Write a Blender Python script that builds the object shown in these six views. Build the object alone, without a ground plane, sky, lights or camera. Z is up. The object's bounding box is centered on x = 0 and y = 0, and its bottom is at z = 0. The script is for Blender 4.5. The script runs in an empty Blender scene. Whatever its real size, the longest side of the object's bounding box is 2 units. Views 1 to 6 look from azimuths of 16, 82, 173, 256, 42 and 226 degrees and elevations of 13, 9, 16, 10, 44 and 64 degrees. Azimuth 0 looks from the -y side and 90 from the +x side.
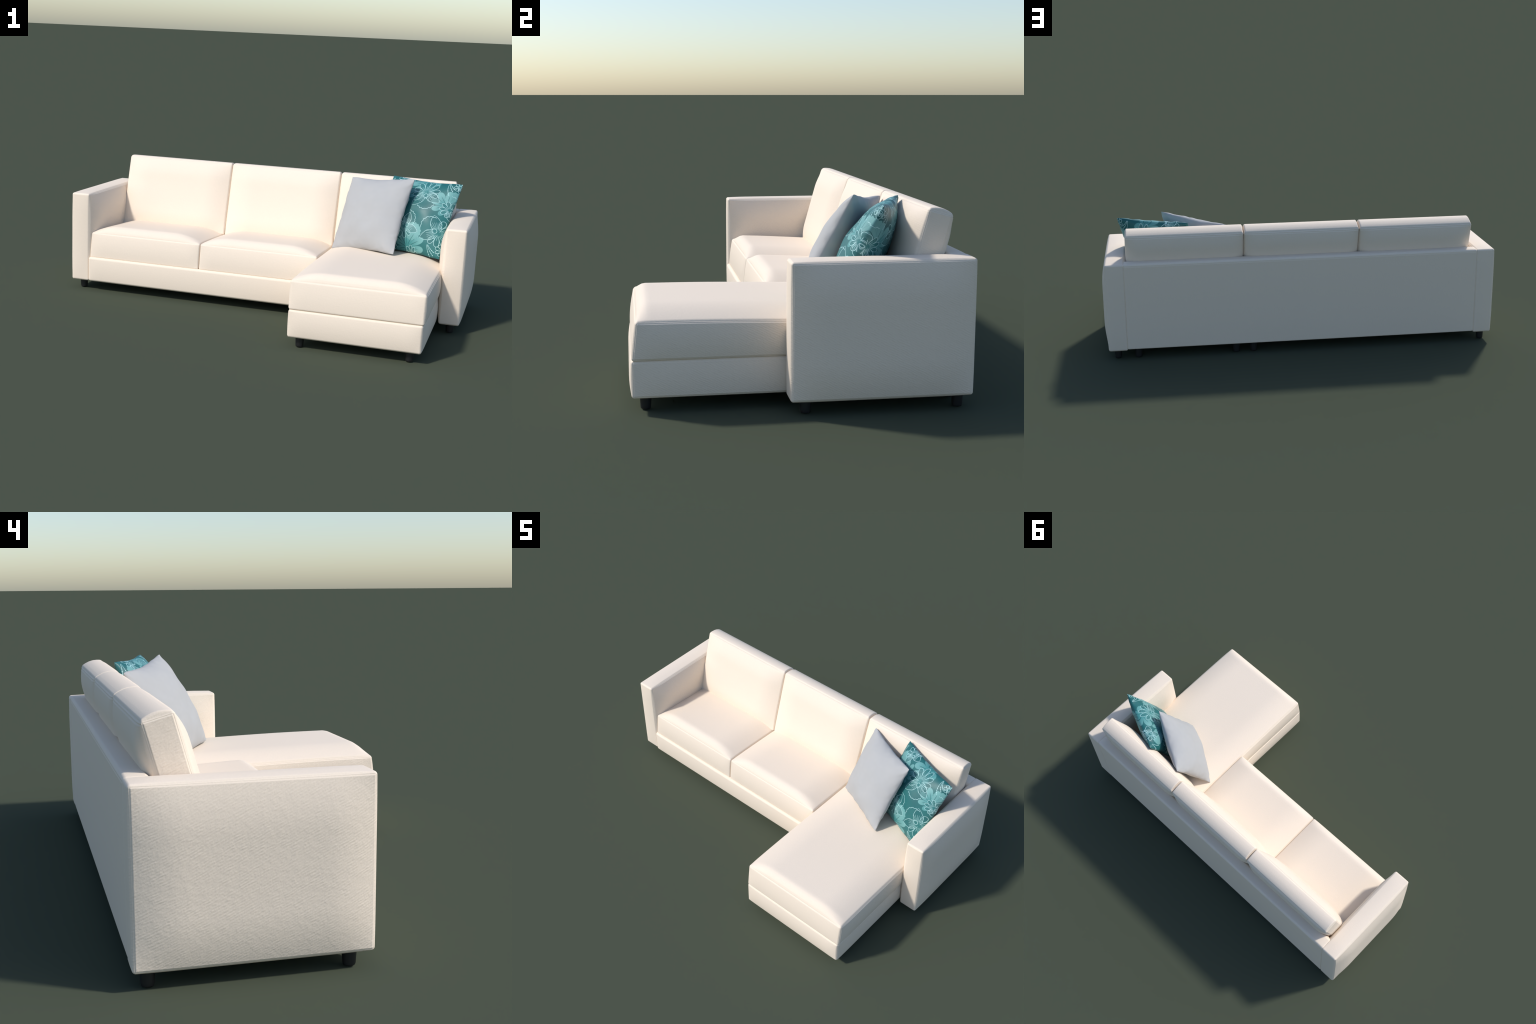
import bpy, math, random
import numpy as np
from mathutils import Vector, Matrix, noise

random.seed(7)

# ------------------------------------------------------------------ node helper
class Graph:
    """Small shorthand for writing shader maths as expressions."""
    def __init__(self, tree):
        self.t = tree

    def put(self, sock, v):
        if hasattr(v, 'is_output'):
            self.t.links.new(v, sock)
        else:
            sock.default_value = v

    def m(self, op, a, b=0.0, c=0.0, clamp=False):
        n = self.t.nodes.new('ShaderNodeMath')
        n.operation = op
        n.use_clamp = clamp
        for s, v in zip(n.inputs, (a, b, c)):
            self.put(s, v)
        return n.outputs[0]

    def add(self, a, b): return self.m('ADD', a, b)
    def sub(self, a, b): return self.m('SUBTRACT', a, b)
    def mul(self, a, b): return self.m('MULTIPLY', a, b)
    def div(self, a, b): return self.m('DIVIDE', a, b)
    def mx(self, a, b): return self.m('MAXIMUM', a, b)
    def mn(self, a, b): return self.m('MINIMUM', a, b)
    def abs(self, a): return self.m('ABSOLUTE', a)

    def step(self, v, lo, hi, a=0.0, b=1.0):
        n = self.t.nodes.new('ShaderNodeMapRange')
        n.interpolation_type = 'SMOOTHSTEP'
        for k, s in zip((v, lo, hi, a, b), n.inputs):
            self.put(s, k)
        return n.outputs[0]

    def mix(self, f, a, b):
        n = self.t.nodes.new('ShaderNodeMix')
        n.data_type = 'RGBA'
        cols = [s for s in n.inputs if s.type == 'RGBA']
        self.put(n.inputs[0], f)
        for s, v in zip(cols, (a, b)):
            self.put(s, v if hasattr(v, 'is_output') else (*v, 1.0))
        return next(s for s in n.outputs if s.type == 'RGBA')

    def mapping(self, rot=(0, 0, 0), scale=(1, 1, 1), loc=(0, 0, 0)):
        n = self.t.nodes.new('ShaderNodeMapping')
        self.t.links.new(self.coord, n.inputs['Vector'])
        n.inputs['Rotation'].default_value = rot
        n.inputs['Scale'].default_value = scale
        n.inputs['Location'].default_value = loc
        return n.outputs[0]

    def noise(self, scale, detail=2.0, rough=0.5, vec=None):
        n = self.t.nodes.new('ShaderNodeTexNoise')
        self.t.links.new(vec if vec is not None else self.coord, n.inputs['Vector'])
        n.inputs['Scale'].default_value = scale
        n.inputs['Detail'].default_value = detail
        n.inputs['Roughness'].default_value = rough
        return n.outputs['Fac']

    def dot(self, vec):
        n = self.t.nodes.new('ShaderNodeVectorMath')
        n.operation = 'DOT_PRODUCT'
        self.t.links.new(self.coord, n.inputs[0])
        n.inputs[1].default_value = vec
        return n.outputs['Value']

    def xyz(self, vec=None):
        n = self.t.nodes.new('ShaderNodeSeparateXYZ')
        self.t.links.new(vec if vec is not None else self.coord, n.inputs[0])
        return n.outputs

    def bump(self, height, strength, distance):
        n = self.t.nodes.new('ShaderNodeBump')
        n.inputs['Strength'].default_value = strength
        n.inputs['Distance'].default_value = distance
        self.t.links.new(height, n.inputs['Height'])
        self.t.links.new(n.outputs[0], self.bsdf.inputs['Normal'])

    def set(self, **kw):
        for k, v in kw.items():
            s = self.bsdf.inputs[k.replace('_', ' ')]
            self.put(s, (*v, 1.0) if isinstance(v, tuple) and len(v) == 3 else v)

    def use(self, group, **kw):
        n = self.t.nodes.new('ShaderNodeGroup')
        n.node_tree = group
        for k, v in kw.items():
            self.put(n.inputs[k], v)
        return n.outputs


class Nodes(Graph):
    """A material's own graph."""
    def __init__(self, name):
        self.mat = bpy.data.materials.new(name)
        self.mat.use_nodes = True
        super().__init__(self.mat.node_tree)
        self.bsdf = next(n for n in self.t.nodes if n.type == 'BSDF_PRINCIPLED')
        self.coord = self.t.nodes.new('ShaderNodeTexCoord').outputs['Object']


def node_group(name, inputs, build):
    """group of a local position and float inputs; build(graph, inputs) returns up to three masks, packed in a vector"""
    t = bpy.data.node_groups.new(name, 'ShaderNodeTree')
    t.interface.new_socket('place', in_out='INPUT', socket_type='NodeSocketVector')
    for k in inputs:
        t.interface.new_socket(k, in_out='INPUT', socket_type='NodeSocketFloat')
    g = Graph(t)
    src = t.nodes.new('NodeGroupInput')
    given = {k: src.outputs[k] for k in inputs}
    given['x'], given['y'], _ = g.xyz(src.outputs['place'])
    outs = build(g, given)
    pack = t.nodes.new('ShaderNodeCombineXYZ')
    for s, v in zip(pack.inputs, outs):
        g.put(s, v)
    t.interface.new_socket('masks', in_out='OUTPUT', socket_type='NodeSocketVector')
    t.links.new(pack.outputs[0], t.nodes.new('NodeGroupOutput').inputs[0])
    return t


# ------------------------------------------------------------------ materials
CREAM = (0.832, 0.714, 0.588)

def upholstery_material():
    n = Nodes('cream_upholstery')
    # slanted twill ribs, wandering and broken up, clearest on the end panels; fine weave all over
    tilt = n.mapping(rot=(math.radians(27), 0, 0))
    stretched = n.t.nodes.new('ShaderNodeVectorMath')
    stretched.operation = 'MULTIPLY'
    n.t.links.new(tilt, stretched.inputs[0])
    stretched.inputs[1].default_value = (52, 56, 190)
    dashes = n.noise(1.0, 1, 0.5, vec=stretched.outputs[0])
    tx, ty, tz = n.xyz(tilt)
    rows = n.m('SINE', n.add(n.mul(tz, 2 * math.pi / 0.0068), n.mul(n.noise(26, 2, 0.5), 7.0)))
    ribs = n.add(n.mul(rows, 0.15), dashes)
    geo = n.t.nodes.new('ShaderNodeNewGeometry')
    nx, ny, nz = n.xyz(geo.outputs['True Normal'])
    side = n.mul(n.add(0.12, n.mul(n.abs(nx), 0.88)), n.sub(1.0, n.mul(n.abs(nz), 0.85)))
    grain = n.noise(190, 2, 0.6)
    patch = n.step(n.noise(45, 2, 0.6), 0.30, 0.65, 0.45, 1.0)
    h = n.add(n.mul(n.mul(ribs, patch), n.mul(side, 1.15)), n.mul(grain, 0.55))
    n.bump(h, 0.55, 0.0012)
    tone = n.noise(160, 3, 0.6)
    col = n.mix(tone, tuple(c * 0.97 for c in CREAM), tuple(min(1, c * 1.03) for c in CREAM))
    n.set(Base_Color=col, Roughness=0.78, Specular_IOR_Level=0.25)
    return n.mat

def grey_material():
    n = Nodes('pale_grey_cotton')
    grain = n.noise(260, 2, 0.6)
    n.bump(grain, 0.25, 0.001)
    tone = n.noise(30, 3, 0.6)
    n.set(Base_Color=n.mix(tone, (0.408, 0.408, 0.407), (0.436, 0.436, 0.435)),
          Roughness=0.85, Specular_IOR_Level=0.2)
    return n.mat

def leg_material():
    n = Nodes('black_plastic')
    tone = n.noise(60, 2, 0.5)
    n.set(Base_Color=n.mix(tone, (0.012, 0.012, 0.013), (0.018, 0.018, 0.019)),
          Roughness=0.42, Specular_IOR_Level=0.5)
    return n.mat

GROUND_DARK, GROUND_LIGHT = (0.010, 0.112, 0.116), (0.022, 0.148, 0.148)
MID, PALE, VEIN = (0.060, 0.265, 0.265), (0.155, 0.370, 0.362), (0.010, 0.105, 0.112)

# --- floral print, drawn with polar curves in the pillow's own plane (metres)
# outlined blossoms: centre x, y, petal radius, petals, direction the petals fan towards
LINE_FLOWERS = [
    (0.045, 0.108, 0.070, 12, 1.87),
    (0.158, -0.074, 0.068, 11, -0.33),
    (-0.004, -0.076, 0.056, 11, 3.75),
    (0.176, 0.048, 0.042, 10, 2.6),
    (-0.103, 0.168, 0.044, 11, 2.3),
    (0.186, 0.172, 0.026, 8, 2.6),
    (0.042, -0.190, 0.034, 9, 1.6),
    (0.194, -0.150, 0.030, 8, 2.9),
    (-0.120, 0.030, 0.062, 12, 1.2),
    (-0.120, -0.130, 0.066, 11, 2.6),
]
# solid pale blossoms: centre x, y, petal radius, petals, turn, lean (longer petals towards turn)
FILLED_FLOWERS = [
    (0.160, 0.064, 0.078, 9, 2.3, 0.35),
    (0.022, -0.166, 0.098, 11, 1.1, 0.45),
    (0.030, 0.170, 0.084, 9, 3.4, 0.25),
    (-0.165, -0.040, 0.085, 9, 0.4, 0.30),
    (-0.060, 0.080, 0.070, 9, 2.8, 0.30),
]
# pale leaves with a toothed rim: centre x, y, radius
TOOTHED = [(0.182, 0.103, 0.040), (-0.132, 0.128, 0.034), (0.040, -0.092, 0.042), (-0.100, -0.060, 0.040)]
# scalloped arcs: centre x, y, radius, direction they face, half opening
SCALLOPS = [
    (0.062, 0.066, 0.041, -1.35, 1.05),
    (0.122, -0.052, 0.044, 2.35, 1.05),
    (-0.002, -0.038, 0.040, 0.45, 1.0),
    (0.172, 0.090, 0.026, 0.8, 0.9),
    (-0.110, -0.020, 0.042, -1.6, 1.0),
    (-0.090, -0.090, 0.045, 0.3, 1.0),
]
# beaded sprays: root x, y, direction, length
SPRAYS = [
    (0.130, 0.186, -1.45, 0.072), (0.132, 0.186, -1.10, 0.056), (0.134, 0.186, -0.85, 0.046),
    (0.124, -0.138, -1.35, 0.052), (0.126, -0.138, -1.05, 0.056), (0.128, -0.138, -0.80, 0.046),
    (-0.168, 0.176, -1.7, 0.055), (-0.172, 0.176, -2.0, 0.045),
    (-0.060, -0.130, -1.4, 0.058), (-0.058, -0.130, -1.1, 0.050),
]

def line(n, d, w):
    return n.step(n.abs(d), w * 0.4, w * 1.1, 1.0, 0.0)

def inside(n, d, soft=0.0007):
    return n.step(d, -soft, soft, 1.0, 0.0)

def polar(n, i):
    """offset along and across the motif's own direction, radius, angle"""
    fx, fy = i['x'], i['y']
    r = n.mx(n.m('SQRT', n.add(n.mul(fx, fx), n.mul(fy, fy))), 1e-4)
    return fx, fy, r, n.m('ARCTAN2', fy, fx)

def petal_loops(n, r, a, R, petals, lean, power):
    """distance to a ring of petal loops (negative inside), r/R and petal phase"""
    Ra = n.mul(R, n.add(n.sub(1.0, n.mul(lean, 0.5)), n.mul(n.mul(lean, 0.5), n.m('COSINE', a))))
    q = n.div(r, Ra)
    ph = n.mul(a, n.mul(petals, 0.5))
    qp = n.m('POWER', q, power)
    g = n.sub(qp, n.abs(n.m('COSINE', ph)))
    dr = n.div(n.mul(qp, power), r)
    da = n.div(n.mul(n.m('SINE', ph), n.mul(petals, 0.5)), r)
    grad = n.m('SQRT', n.add(n.mul(dr, dr), n.mul(da, da)))
    return n.div(g, n.mx(grad, 1.0)), q, ph

def build_solid_blossom(n, i):
    fx, fy, r, a = polar(n, i)
    d, q, ph = petal_loops(n, r, a, i['R'], i['petals'], i['lean'], 4.0)
    vein = n.mul(line(n, n.div(n.mul(n.m('SINE', ph), r), n.mul(i['petals'], 0.5)), 0.0016),
                 n.mul(n.step(q, 0.55, 0.75, 1.0, 0.0), n.step(q, 0.08, 0.2)))
    rim = n.mul(line(n, d, 0.0010), n.step(q, 0.25, 0.5))
    pale = n.mul(n.step(q, 0.05, 0.95), n.step(n.m('COSINE', a), -0.6, 0.2, 0.35, 1.0))
    return (inside(n, d), n.mul(pale, inside(n, d)), n.mul(n.mx(vein, n.mul(rim, 0.45)), inside(n, d)))

def build_line_blossom(n, i):
    """a fan of loops, two pointed leaves behind, a little cup and stamens"""
    fx, fy, r, a = polar(n, i)
    R, petals = i['R'], i['petals']
    d, q, ph = petal_loops(n, r, a, R, petals, 0.12, 4.2)
    reach = n.mul(n.div(2 * math.pi, petals), n.add(n.m('FLOOR', n.div(petals, 3.0)), 0.5))
    fan = n.step(n.sub(n.abs(a), reach), -0.02, 0.02, 1.0, 0.0)
    ay = n.abs(fy)                       # leaves are mirrored across the axis
    lean_dir = 2.32
    t = n.div(n.add(n.mul(fx, math.cos(lean_dir)), n.mul(ay, math.sin(lean_dir))), n.mul(R, 1.25))
    s = n.sub(n.mul(ay, math.cos(lean_dir)), n.mul(fx, math.sin(lean_dir)))
    tc = n.mn(n.mx(t, 0.0), 1.0)
    prof = n.mul(n.mul(n.m('POWER', tc, 0.8), n.m('POWER', n.sub(1.0, tc), 0.9)), n.mul(R, 1.05))
    ripple = n.mul(n.abs(n.m('SINE', n.mul(tc, 9.0))), n.mul(R, 0.05))
    ld = n.sub(n.abs(s), n.add(prof, n.mul(ripple, n.sub(1.0, tc))))
    band = n.mul(n.step(t, 0.03, 0.06), n.step(t, 1.0, 1.01, 1.0, 0.0))
    leaf_in = n.mul(inside(n, ld), band)
    cup = n.m('SQRT', n.add(n.m('POWER', n.add(fx, n.mul(R, 0.24)), 2.0), n.mul(fy, fy)))
    cup_d = n.sub(cup, n.mul(R, 0.15))
    body = n.mx(n.mul(inside(n, d), fan), leaf_in)
    outline = n.mul(n.mul(line(n, d, 0.00105), fan), n.step(q, 0.30, 0.50))
    stamens = n.mul(n.mul(line(n, n.div(n.mul(n.m('SINE', n.mul(ph, 2.0)), r), petals), 0.00075), fan),
                    n.mul(n.step(q, 0.45, 0.62, 1.0, 0.0), n.step(q, 0.16, 0.28)))
    veins = n.mul(n.mul(line(n, n.mul(n.m('SINE', n.mul(a, 17.0)), n.div(r, 17.0)), 0.0008), leaf_in),
                  n.mul(n.step(t, 0.55, 0.62, 0.8, 0.0), n.step(t, 0.16, 0.26)))
    ink = n.mx(n.mx(outline, n.mul(line(n, ld, 0.0011), band)), n.mx(n.mx(stamens, veins), line(n, cup_d, 0.0012)))
    return (body, n.mul(body, n.step(q, 0.0, 0.8, 0.35, 0.0)), ink)

def build_scallop(n, i):
    fx, fy, r, a = polar(n, i)
    wob = n.mul(n.abs(n.m('SINE', n.mul(a, 8.0))), 0.0036)
    return (0.0, 0.0, n.mul(line(n, n.sub(r, n.add(i['R'], wob)), 0.0013),
                            n.step(n.sub(n.abs(a), i['half']), 0.0, 0.05, 1.0, 0.0)))

def build_toothed(n, i):
    fx, fy, r, a = polar(n, i)
    edge = n.mul(i['R'], n.add(0.93, n.mul(n.abs(n.m('SINE', n.mul(a, 8.0))), 0.10)))
    leaf = inside(n, n.sub(r, edge))
    return (leaf, leaf, 0.0)

def build_spray(n, i):
    fx, fy, r, a = polar(n, i)
    off = n.sub(fy, n.sub(n.mul(n.mul(fx, fx), 4.5), n.mul(fx, 0.12)))
    beads = n.mul(n.step(n.m('SINE', n.mul(r, 2 * math.pi / 0.010)), 0.0, 0.9),
                  n.step(n.div(r, i['R']), 0.35, 0.6))
    w = n.add(0.0009, n.mul(beads, 0.0012))
    e = n.step(n.div(n.abs(off), w), 0.5, 1.1, 1.0, 0.0)
    return (0.0, 0.0, n.mul(e, n.mul(n.step(n.sub(r, i['R']), 0.0, 0.002, 1.0, 0.0), n.step(fx, 0.0, 0.002))))

MOTIFS = [node_group('solid_blossom', ['R', 'petals', 'lean'], build_solid_blossom),
          node_group('line_blossom', ['R', 'petals'], build_line_blossom),
          node_group('scallop_arc', ['R', 'half'], build_scallop),
          node_group('toothed_leaf', ['R'], build_toothed),
          node_group('beaded_spray', ['R'], build_spray)]

def floral_materials():
    """the print is long, so each quarter of the cloth gets a graph with the motifs that reach it"""
    return [floral_material(lambda x, y, r, sx=sx, sy=sy: x * sx > -r and y * sy > -r)
            for sx in (-1, 1) for sy in (-1, 1)]

def floral_material(reaches):
    solid, outlined, scallop, toothed, spray = MOTIFS
    n = Nodes('teal_floral_satin')
    def stamp(before, group, cx, cy, turn, **kw):
        if not reaches(cx, cy, kw['R'] * 1.35):
            return before
        local = n.mapping(loc=(cx, cy, 0), rot=(0, 0, turn))
        local.node.vector_type = 'TEXTURE'
        masks = n.use(group, place=local, **kw)[0]
        if before is None:
            return masks
        m = n.t.nodes.new('ShaderNodeVectorMath')
        m.operation = 'MAXIMUM'
        n.t.links.new(before, m.inputs[0])
        n.t.links.new(masks, m.inputs[1])
        return m.outputs[0]

    solids, drawn = None, None
    for cx, cy, R in TOOTHED:
        solids = stamp(solids, toothed, cx=cx, cy=cy, R=R, turn=0.4)
    for cx, cy, R, petals, turn, lean in FILLED_FLOWERS:
        solids = stamp(solids, solid, cx=cx, cy=cy, R=R, turn=turn, petals=petals, lean=lean)
    for cx, cy, R, petals, turn in LINE_FLOWERS:
        drawn = stamp(drawn, outlined, cx=cx, cy=cy, R=R, turn=turn, petals=petals)
    for cx, cy, R, turn, half in SCALLOPS:
        drawn = stamp(drawn, scallop, cx=cx, cy=cy, R=R, turn=turn, half=half)
    for cx, cy, turn, length in SPRAYS:
        drawn = stamp(drawn, spray, cx=cx, cy=cy, R=length, turn=turn)
    body, pale, vein = n.xyz(solids)
    dark, glow, ink = n.xyz(drawn)
    col = n.mix(n.step(n.noise(8, 1), 0.3, 0.7), GROUND_DARK, GROUND_LIGHT)
    col = n.mix(n.mul(body, 0.95), col, n.mix(pale, MID, PALE))
    col = n.mix(n.mul(vein, 0.85), col, VEIN)
    col = n.mix(n.mul(dark, 0.55), col, GROUND_DARK)
    col = n.mix(glow, col, MID)
    col = n.mix(n.mul(ink, 0.9), col, (0.46, 0.72, 0.72))
    n.bump(n.noise(300, 2, 0.6), 0.10, 0.001)
    n.set(Base_Color=col, Roughness=0.46, Specular_IOR_Level=0.45)
    return n.mat


# ------------------------------------------------------------------ upholstered blocks
def spaced(lo, hi, fine=0.0013, band=0.021, coarse=0.014):
    """positions along an edge, close together near both ends"""
    L = hi - lo
    band = min(band, L / 2 - 1e-6)
    k = max(2, round(band / fine))
    m = max(1, round((L - 2 * band) / coarse))
    near = np.linspace(0, band, k + 1)
    mid = np.linspace(band, L - band, m + 1)[1:-1]
    return lo + np.concatenate([near, mid, L - near[::-1]])

def swell(d0, d1, margin):
    """crown profile: 0 at both edges, 1 further in than margin"""
    t = np.clip(np.minimum(d0, d1) / margin, 0, 1)
    return 1.0 - (1.0 - t) ** 2

def upholstered_block(name, lo, hi, mat, radius=0.009, crown=None, seams=None, warp=None):
    """Rounded box whose panels swell, with sewn grooves along panel edges.
    crown: {(axis, side): (height, margin_u, margin_v)}
    seams: [((axis, side), {(axis2, side2), ...}, offset, depth, width)] grooves on a
           face that run parallel to its edges shared with the named faces.
    warp: function from an (n, 3) array to an (n, 3) array."""
    crown, seams = crown or {}, seams or []
    lo, hi = np.array(lo, float), np.array(hi, float)
    grid = [spaced(lo[a], hi[a]) for a in range(3)]
    n = [len(g) for g in grid]
    ids, quads = [], []
    code = lambda ijk: (ijk[0] * n[1] + ijk[1]) * n[2] + ijk[2]
    for ax in range(3):
        u, v = [a for a in range(3) if a != ax]
        for side in (0, 1):
            I, J = np.meshgrid(np.arange(n[u]), np.arange(n[v]), indexing='ij')
            ijk = [None] * 3
            ijk[ax] = np.full_like(I, n[ax] - 1 if side else 0)
            ijk[u], ijk[v] = I, J
            c = code(ijk)
            ids.append(c.ravel())
            q = np.stack([c[:-1, :-1], c[1:, :-1], c[1:, 1:], c[:-1, 1:]], -1).reshape(-1, 4)
            quads.append(q[:, ::-1] if (side == 0) != (ax == 1) else q)
    keep, faces = np.unique(np.concatenate(ids)), np.concatenate(quads)
    faces = np.searchsorted(keep, faces)
    k = keep % n[2]
    j = (keep // n[2]) % n[1]
    i = keep // (n[1] * n[2])
    p = np.stack([grid[0][i], grid[1][j], grid[2][k]], -1)
    q = np.clip(p, lo + radius, hi - radius)
    nrm = p - q
    nrm /= np.linalg.norm(nrm, axis=1, keepdims=True)
    out = q + nrm * radius
    from_lo, from_hi = p - lo, hi - p
    for (ax, side), (height, mu, mv) in crown.items():
        u, v = [a for a in range(3) if a != ax]
        amount = height * swell(from_lo[:, u], from_hi[:, u], mu) * swell(from_lo[:, v], from_hi[:, v], mv)
        depth = (from_hi if side else from_lo)[:, ax]
        out[:, ax] += np.where(depth < radius * 1.5, (1 if side else -1) * amount, 0)
    for (ax, side), edges, offset, deep, width in seams:
        depth = (from_hi if side else from_lo)[:, ax]
        e = np.min([(from_hi if s else from_lo)[:, a] for a, s in edges], axis=0)
        g = np.exp(-((e - offset) / width) ** 2) - 0.12 * np.exp(-((e - offset - 2.4 * width) / (1.3 * width)) ** 2)
        out -= nrm * (np.where(depth < 1e-7, deep * g, 0))[:, None]
    if warp:
        out = warp(out)
    me = bpy.data.meshes.new(name)
    me.from_pydata(out.tolist(), [], faces.tolist())
    me.materials.append(mat)
    me.polygons.foreach_set('use_smooth', [True] * len(faces))
    me.update()
    ob = bpy.data.objects.new(name, me)
    bpy.context.collection.objects.link(ob)
    return ob


X0, X1, Y0, Y1, Z0, Z1 = (0, 0), (0, 1), (1, 0), (1, 1), (2, 0), (2, 1)
RIM_X = {Y0, Y1, Z0, Z1}

def end_panels(depth=0.0014, offset=0.0058, width=0.0016):
    """the two end panels are sewn inside a continuous strip"""
    return [(X0, RIM_X, offset, depth, width), (X1, RIM_X, offset, depth, width)]


# ------------------------------------------------------------------ the sofa
cream, black = upholstery_material(), leg_material()

sofa = bpy.data.objects.new('sectional_sofa', None)
sofa['label'] = 'cream fabric three seat corner sofa with right chaise and black feet'
sofa['category'] = 'sectional sofa'
bpy.context.collection.objects.link(sofa)

def part(ob):
    ob.parent = sofa
    return ob

# armrests: both side panels swell
for outer in (-1, 1):
    xs = sorted((outer * 0.980, outer * 0.8855))
    o, i = (X0, X1) if outer < 0 else (X1, X0)
    part(upholstered_block(
        'armrest', (xs[0], -0.050, 0.0455), (xs[1], 0.5455, 0.4925), cream, radius=0.009,
        crown={o: (0.020, 0.13, 0.13), i: (0.027, 0.11, 0.11), Y0: (0.004, 0.05, 0.10),
               Y1: (0.004, 0.05, 0.10), Z1: (0.005, 0.05, 0.10), Z0: (0.005, 0.05, 0.10)},
        seams=end_panels(depth=0.0010)))

# slanted frame behind the back cushions
def lean_frame(p):
    t = np.maximum(0, (0.545 - p[:, 1]) / 0.067)
    q = p.copy()
    q[:, 1] -= t * np.maximum(0, 0.490 - p[:, 2]) * 0.36
    return q
part(upholstered_block(
    'back_frame', (-0.8935, 0.478, 0.0465), (0.8935, 0.5455, 0.4925), cream, radius=0.012,
    crown={Y1: (0.002, 0.2, 0.15), Z1: (0.003, 0.1, 0.03)},
    seams=[(Y1, {Z1}, 0.011, 0.0010, 0.0020)], warp=lean_frame))

# back cushions lean back about fifteen degrees, plump on both faces
LEAN = np.array(Matrix.Rotation(-math.radians(15.5), 3, 'X'))
TOP_FRONT = np.array((0, 0.4145, 0.641))
def lean_back(p):
    return TOP_FRONT + p @ LEAN.T
for x0, x1 in ((-0.868, -0.289), (-0.2865, 0.2925), (0.2955, 0.8765)):
    part(upholstered_block(
        'back_cushion', (x0, 0.0, -0.378), (x1, 0.088, 0.0), cream, radius=0.009,
        crown={Y0: (0.029, 0.13, 0.095), Z1: (0.011, 0.010, 0.045), Y1: (0.024, 0.065, 0.085),
               X0: (0.002, 0.03, 0.08), X1: (0.002, 0.03, 0.08)},
        seams=end_panels() + [(Y1, {Z1}, 0.008, 0.0018, 0.0018), (Y0, {Z1}, 0.009, 0.0006, 0.0016)],
        warp=lean_back))

# seat cushions fall gently towards the back; their front faces lean back a little
def seat_fall(front, start, rate):
    def f(p):
        q = p.copy()
        w = np.clip((p[:, 2] - 0.175) / 0.12, 0, 1)
        d = p[:, 1] - start
        q[:, 2] -= rate * w * 0.5 * (d + np.sqrt(d * d + 0.15 ** 2))
        q[:, 2] += rate * w * 0.02
        q[:, 1] += 0.014 * w * np.clip(1 - (p[:, 1] - front) / 0.10, 0, 1)
        return q
    return f
SEAT_CROWN = {Z1: (0.0355, 0.145, 0.050), Y0: (0.0065, 0.06, 0.062), X0: (0.003, 0.1, 0.06), X1: (0.003, 0.1, 0.06)}
for x0, x1 in ((-0.8815, -0.2965), (-0.2945, 0.2935)):
    part(upholstered_block(
        'seat_cushion', (x0, -0.0465, 0.168), (x1, 0.40, 0.2970), cream, radius=0.008,
        crown=SEAT_CROWN, seams=end_panels() + [(Z1, {Y0}, 0.006, 0.0005, 0.0016)],
        warp=seat_fall(-0.0465, 0.02, 0.070)))
part(upholstered_block(
    'chaise_cushion', (0.2950, -0.5425, 0.1695), (0.8760, 0.40, 0.2980), cream, radius=0.010,
    crown={**SEAT_CROWN, Z1: (0.0355, 0.145, 0.048), Y0: (0.005, 0.06, 0.063), X0: (0.009, 0.1, 0.06), X1: (0.008, 0.1, 0.06)},
    seams=end_panels() + [(Z1, {Y0}, 0.006, 0.0005, 0.0016)],
    warp=seat_fall(-0.5420, -0.3, 0.033)))

# upholstered bases
part(upholstered_block(
    'seat_base', (-0.8855, -0.0585, 0.0465), (0.2965, 0.478, 0.1715), cream, radius=0.011,
    crown={Y0: (0.005, 0.05, 0.06)}, seams=end_panels()))
part(upholstered_block(
    'chaise_base', (0.2955, -0.5435, 0.0465), (0.8725, 0.478, 0.1715), cream, radius=0.010,
    crown={Y0: (0.0070, 0.06, 0.06), X0: (0.008, 0.1, 0.06), X1: (0.006, 0.1, 0.06)},
    seams=end_panels()))

# tapered round feet
def foot_mesh():
    profile = [(0.0, 0.0), (0.0125, 0.0), (0.0150, 0.0008), (0.0165, 0.0032), (0.0172, 0.008),
               (0.0192, 0.047), (0.0196, 0.058), (0.0, 0.058)]
    seg = 32
    vs, fs = [], []
    for r, z in profile:
        for k in range(seg):
            a = 2 * math.pi * k / seg
            vs.append((r * math.cos(a), r * math.sin(a), z))
    for i in range(len(profile) - 1):
        for k in range(seg):
            l = (k + 1) % seg
            fs.append((i * seg + k, i * seg + l, (i + 1) * seg + l, (i + 1) * seg + k))
    me = bpy.data.meshes.new('foot')
    me.from_pydata(vs, [], fs)
    me.materials.append(black)
    me.polygons.foreach_set('use_smooth', [True] * len(fs))
    return me

foot = foot_mesh()
for x, y in ((-0.936, 0.003), (-0.936, 0.506), (0.936, 0.003), (0.936, 0.506),
             (0.343, -0.499), (0.820, -0.499), (0.343, 0.508), (0.835, 0.508),
             (0.255, 0.508), (0.255, 0.003)):
    ob = bpy.data.objects.new('foot', foot)
    bpy.context.collection.objects.link(ob)
    ob.location = (x, y, 0)
    part(ob)


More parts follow.
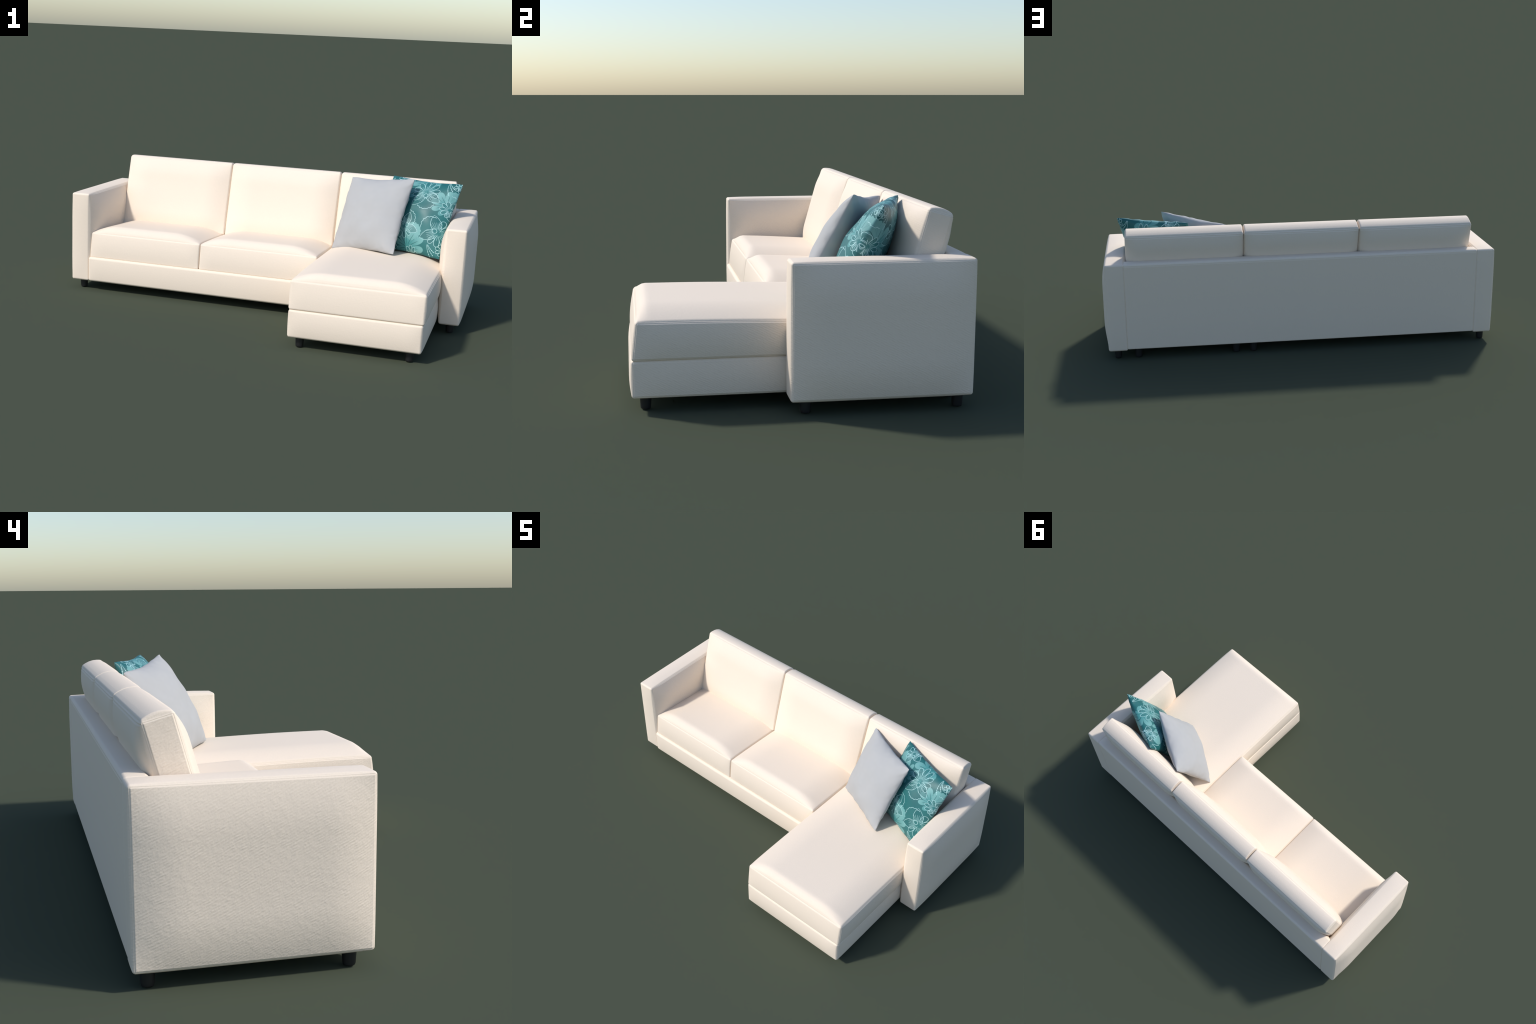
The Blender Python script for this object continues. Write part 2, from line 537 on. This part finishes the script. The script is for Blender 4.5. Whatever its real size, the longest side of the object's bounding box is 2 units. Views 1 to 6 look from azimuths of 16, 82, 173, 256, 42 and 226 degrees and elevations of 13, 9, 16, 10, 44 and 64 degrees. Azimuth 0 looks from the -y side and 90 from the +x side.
# ------------------------------------------------------------------ throw pillows
def pillow_mesh(name, mats, half, thick, inset, seed, res=72):
    vs, fs, index = [], [], {}
    off = Vector((seed * 3.1, seed * 1.7, 0))
    # denser rows towards the edges
    line = [math.sin(math.pi / 2 * (2 * i / res - 1)) for i in range(res + 1)]
    for side in (1, -1):
        for i, a in enumerate(line):
            for j, b in enumerate(line):
                rim = i in (0, res) or j in (0, res)
                key = (i, j, 0 if rim else side)
                if key in index:
                    continue
                ea, eb = 1 - a * a, 1 - b * b
                wav = noise.noise(Vector((a * 3.2, b * 3.2, 0)) + off)
                tip = 1 - 0.022 * abs(a * b) ** 7      # softly rounded corners
                x = half * tip * a * (1 - inset * eb + 0.012 * wav * abs(a) ** 4)
                y = half * tip * b * (1 - inset * ea + 0.012 * wav * abs(b) ** 4)
                body = (ea * eb) ** 0.56
                pinch = 1 + 0.10 * noise.noise(Vector((a * 2.4, b * 2.4, side * 2.0)) + off)
                z = side * thick * body * pinch
                # gathered puckers running in from the seam
                edge = max(abs(a), abs(b))
                along = b if abs(a) > abs(b) else a
                z += side * 0.0022 * math.exp(-((1 - edge) / 0.10) ** 2) * math.sin(17 * along + 4 * wav) * (ea * eb > 0) * min(1, (1 - edge) / 0.03)
                # the seam itself waves slightly
                z += 0.0035 * noise.noise(Vector((a * 2.6, b * 2.6, 9.0)) + off) * edge ** 3
                index[key] = len(vs)
                vs.append((x, y, z))
    def vid(i, j, side):
        rim = i in (0, res) or j in (0, res)
        return index[(i, j, 0 if rim else side)]
    for side in (1, -1):
        for i in range(res):
            for j in range(res):
                q = [vid(i, j, side), vid(i + 1, j, side), vid(i + 1, j + 1, side), vid(i, j + 1, side)]
                fs.append(q if side > 0 else q[::-1])
    me = bpy.data.meshes.new(name)
    me.from_pydata(vs, [], fs)
    for m in mats:
        me.materials.append(m)
    if len(mats) == 4:                   # quarters of the cloth, split along the middle lines
        for f in me.polygons:
            f.material_index = 2 * (f.center.x > 0) + (f.center.y > 0)
    me.polygons.foreach_set('use_smooth', [True] * len(fs))
    return me

def place_pillow(name, me, top_left, top_right, drop):
    tl, tr, drop = Vector(top_left), Vector(top_right), Vector(drop)
    ex = (tr - tl).normalized()
    ey = (-drop - ex * (-drop).dot(ex)).normalized()
    ez = ex.cross(ey)
    ob = bpy.data.objects.new(name, me)
    bpy.context.collection.objects.link(ob)
    mw = Matrix((ex, ey, ez)).transposed().to_4x4()
    mw.translation = (tl + tr) / 2 + drop / 2
    ob.matrix_world = mw
    return ob

grey = place_pillow('throw_pillow', pillow_mesh('throw_pillow', [grey_material()], 0.1955, 0.074, 0.075, 1),
                    (0.358, 0.391, 0.627), (0.693, 0.208, 0.669), (-0.050, -0.171, -0.336))
grey['label'] = 'plain pale grey square throw pillow leaning on the backrest'
grey['category'] = 'throw pillow'
teal = place_pillow('throw_pillow', pillow_mesh('throw_pillow', floral_materials(), 0.1955, 0.073, 0.075, 2),
                    (0.567, 0.397, 0.653), (0.917, 0.254, 0.655), (-0.068, -0.165, -0.336))
teal['label'] = 'teal square throw pillow with pale blossom line print'
teal['category'] = 'throw pillow'
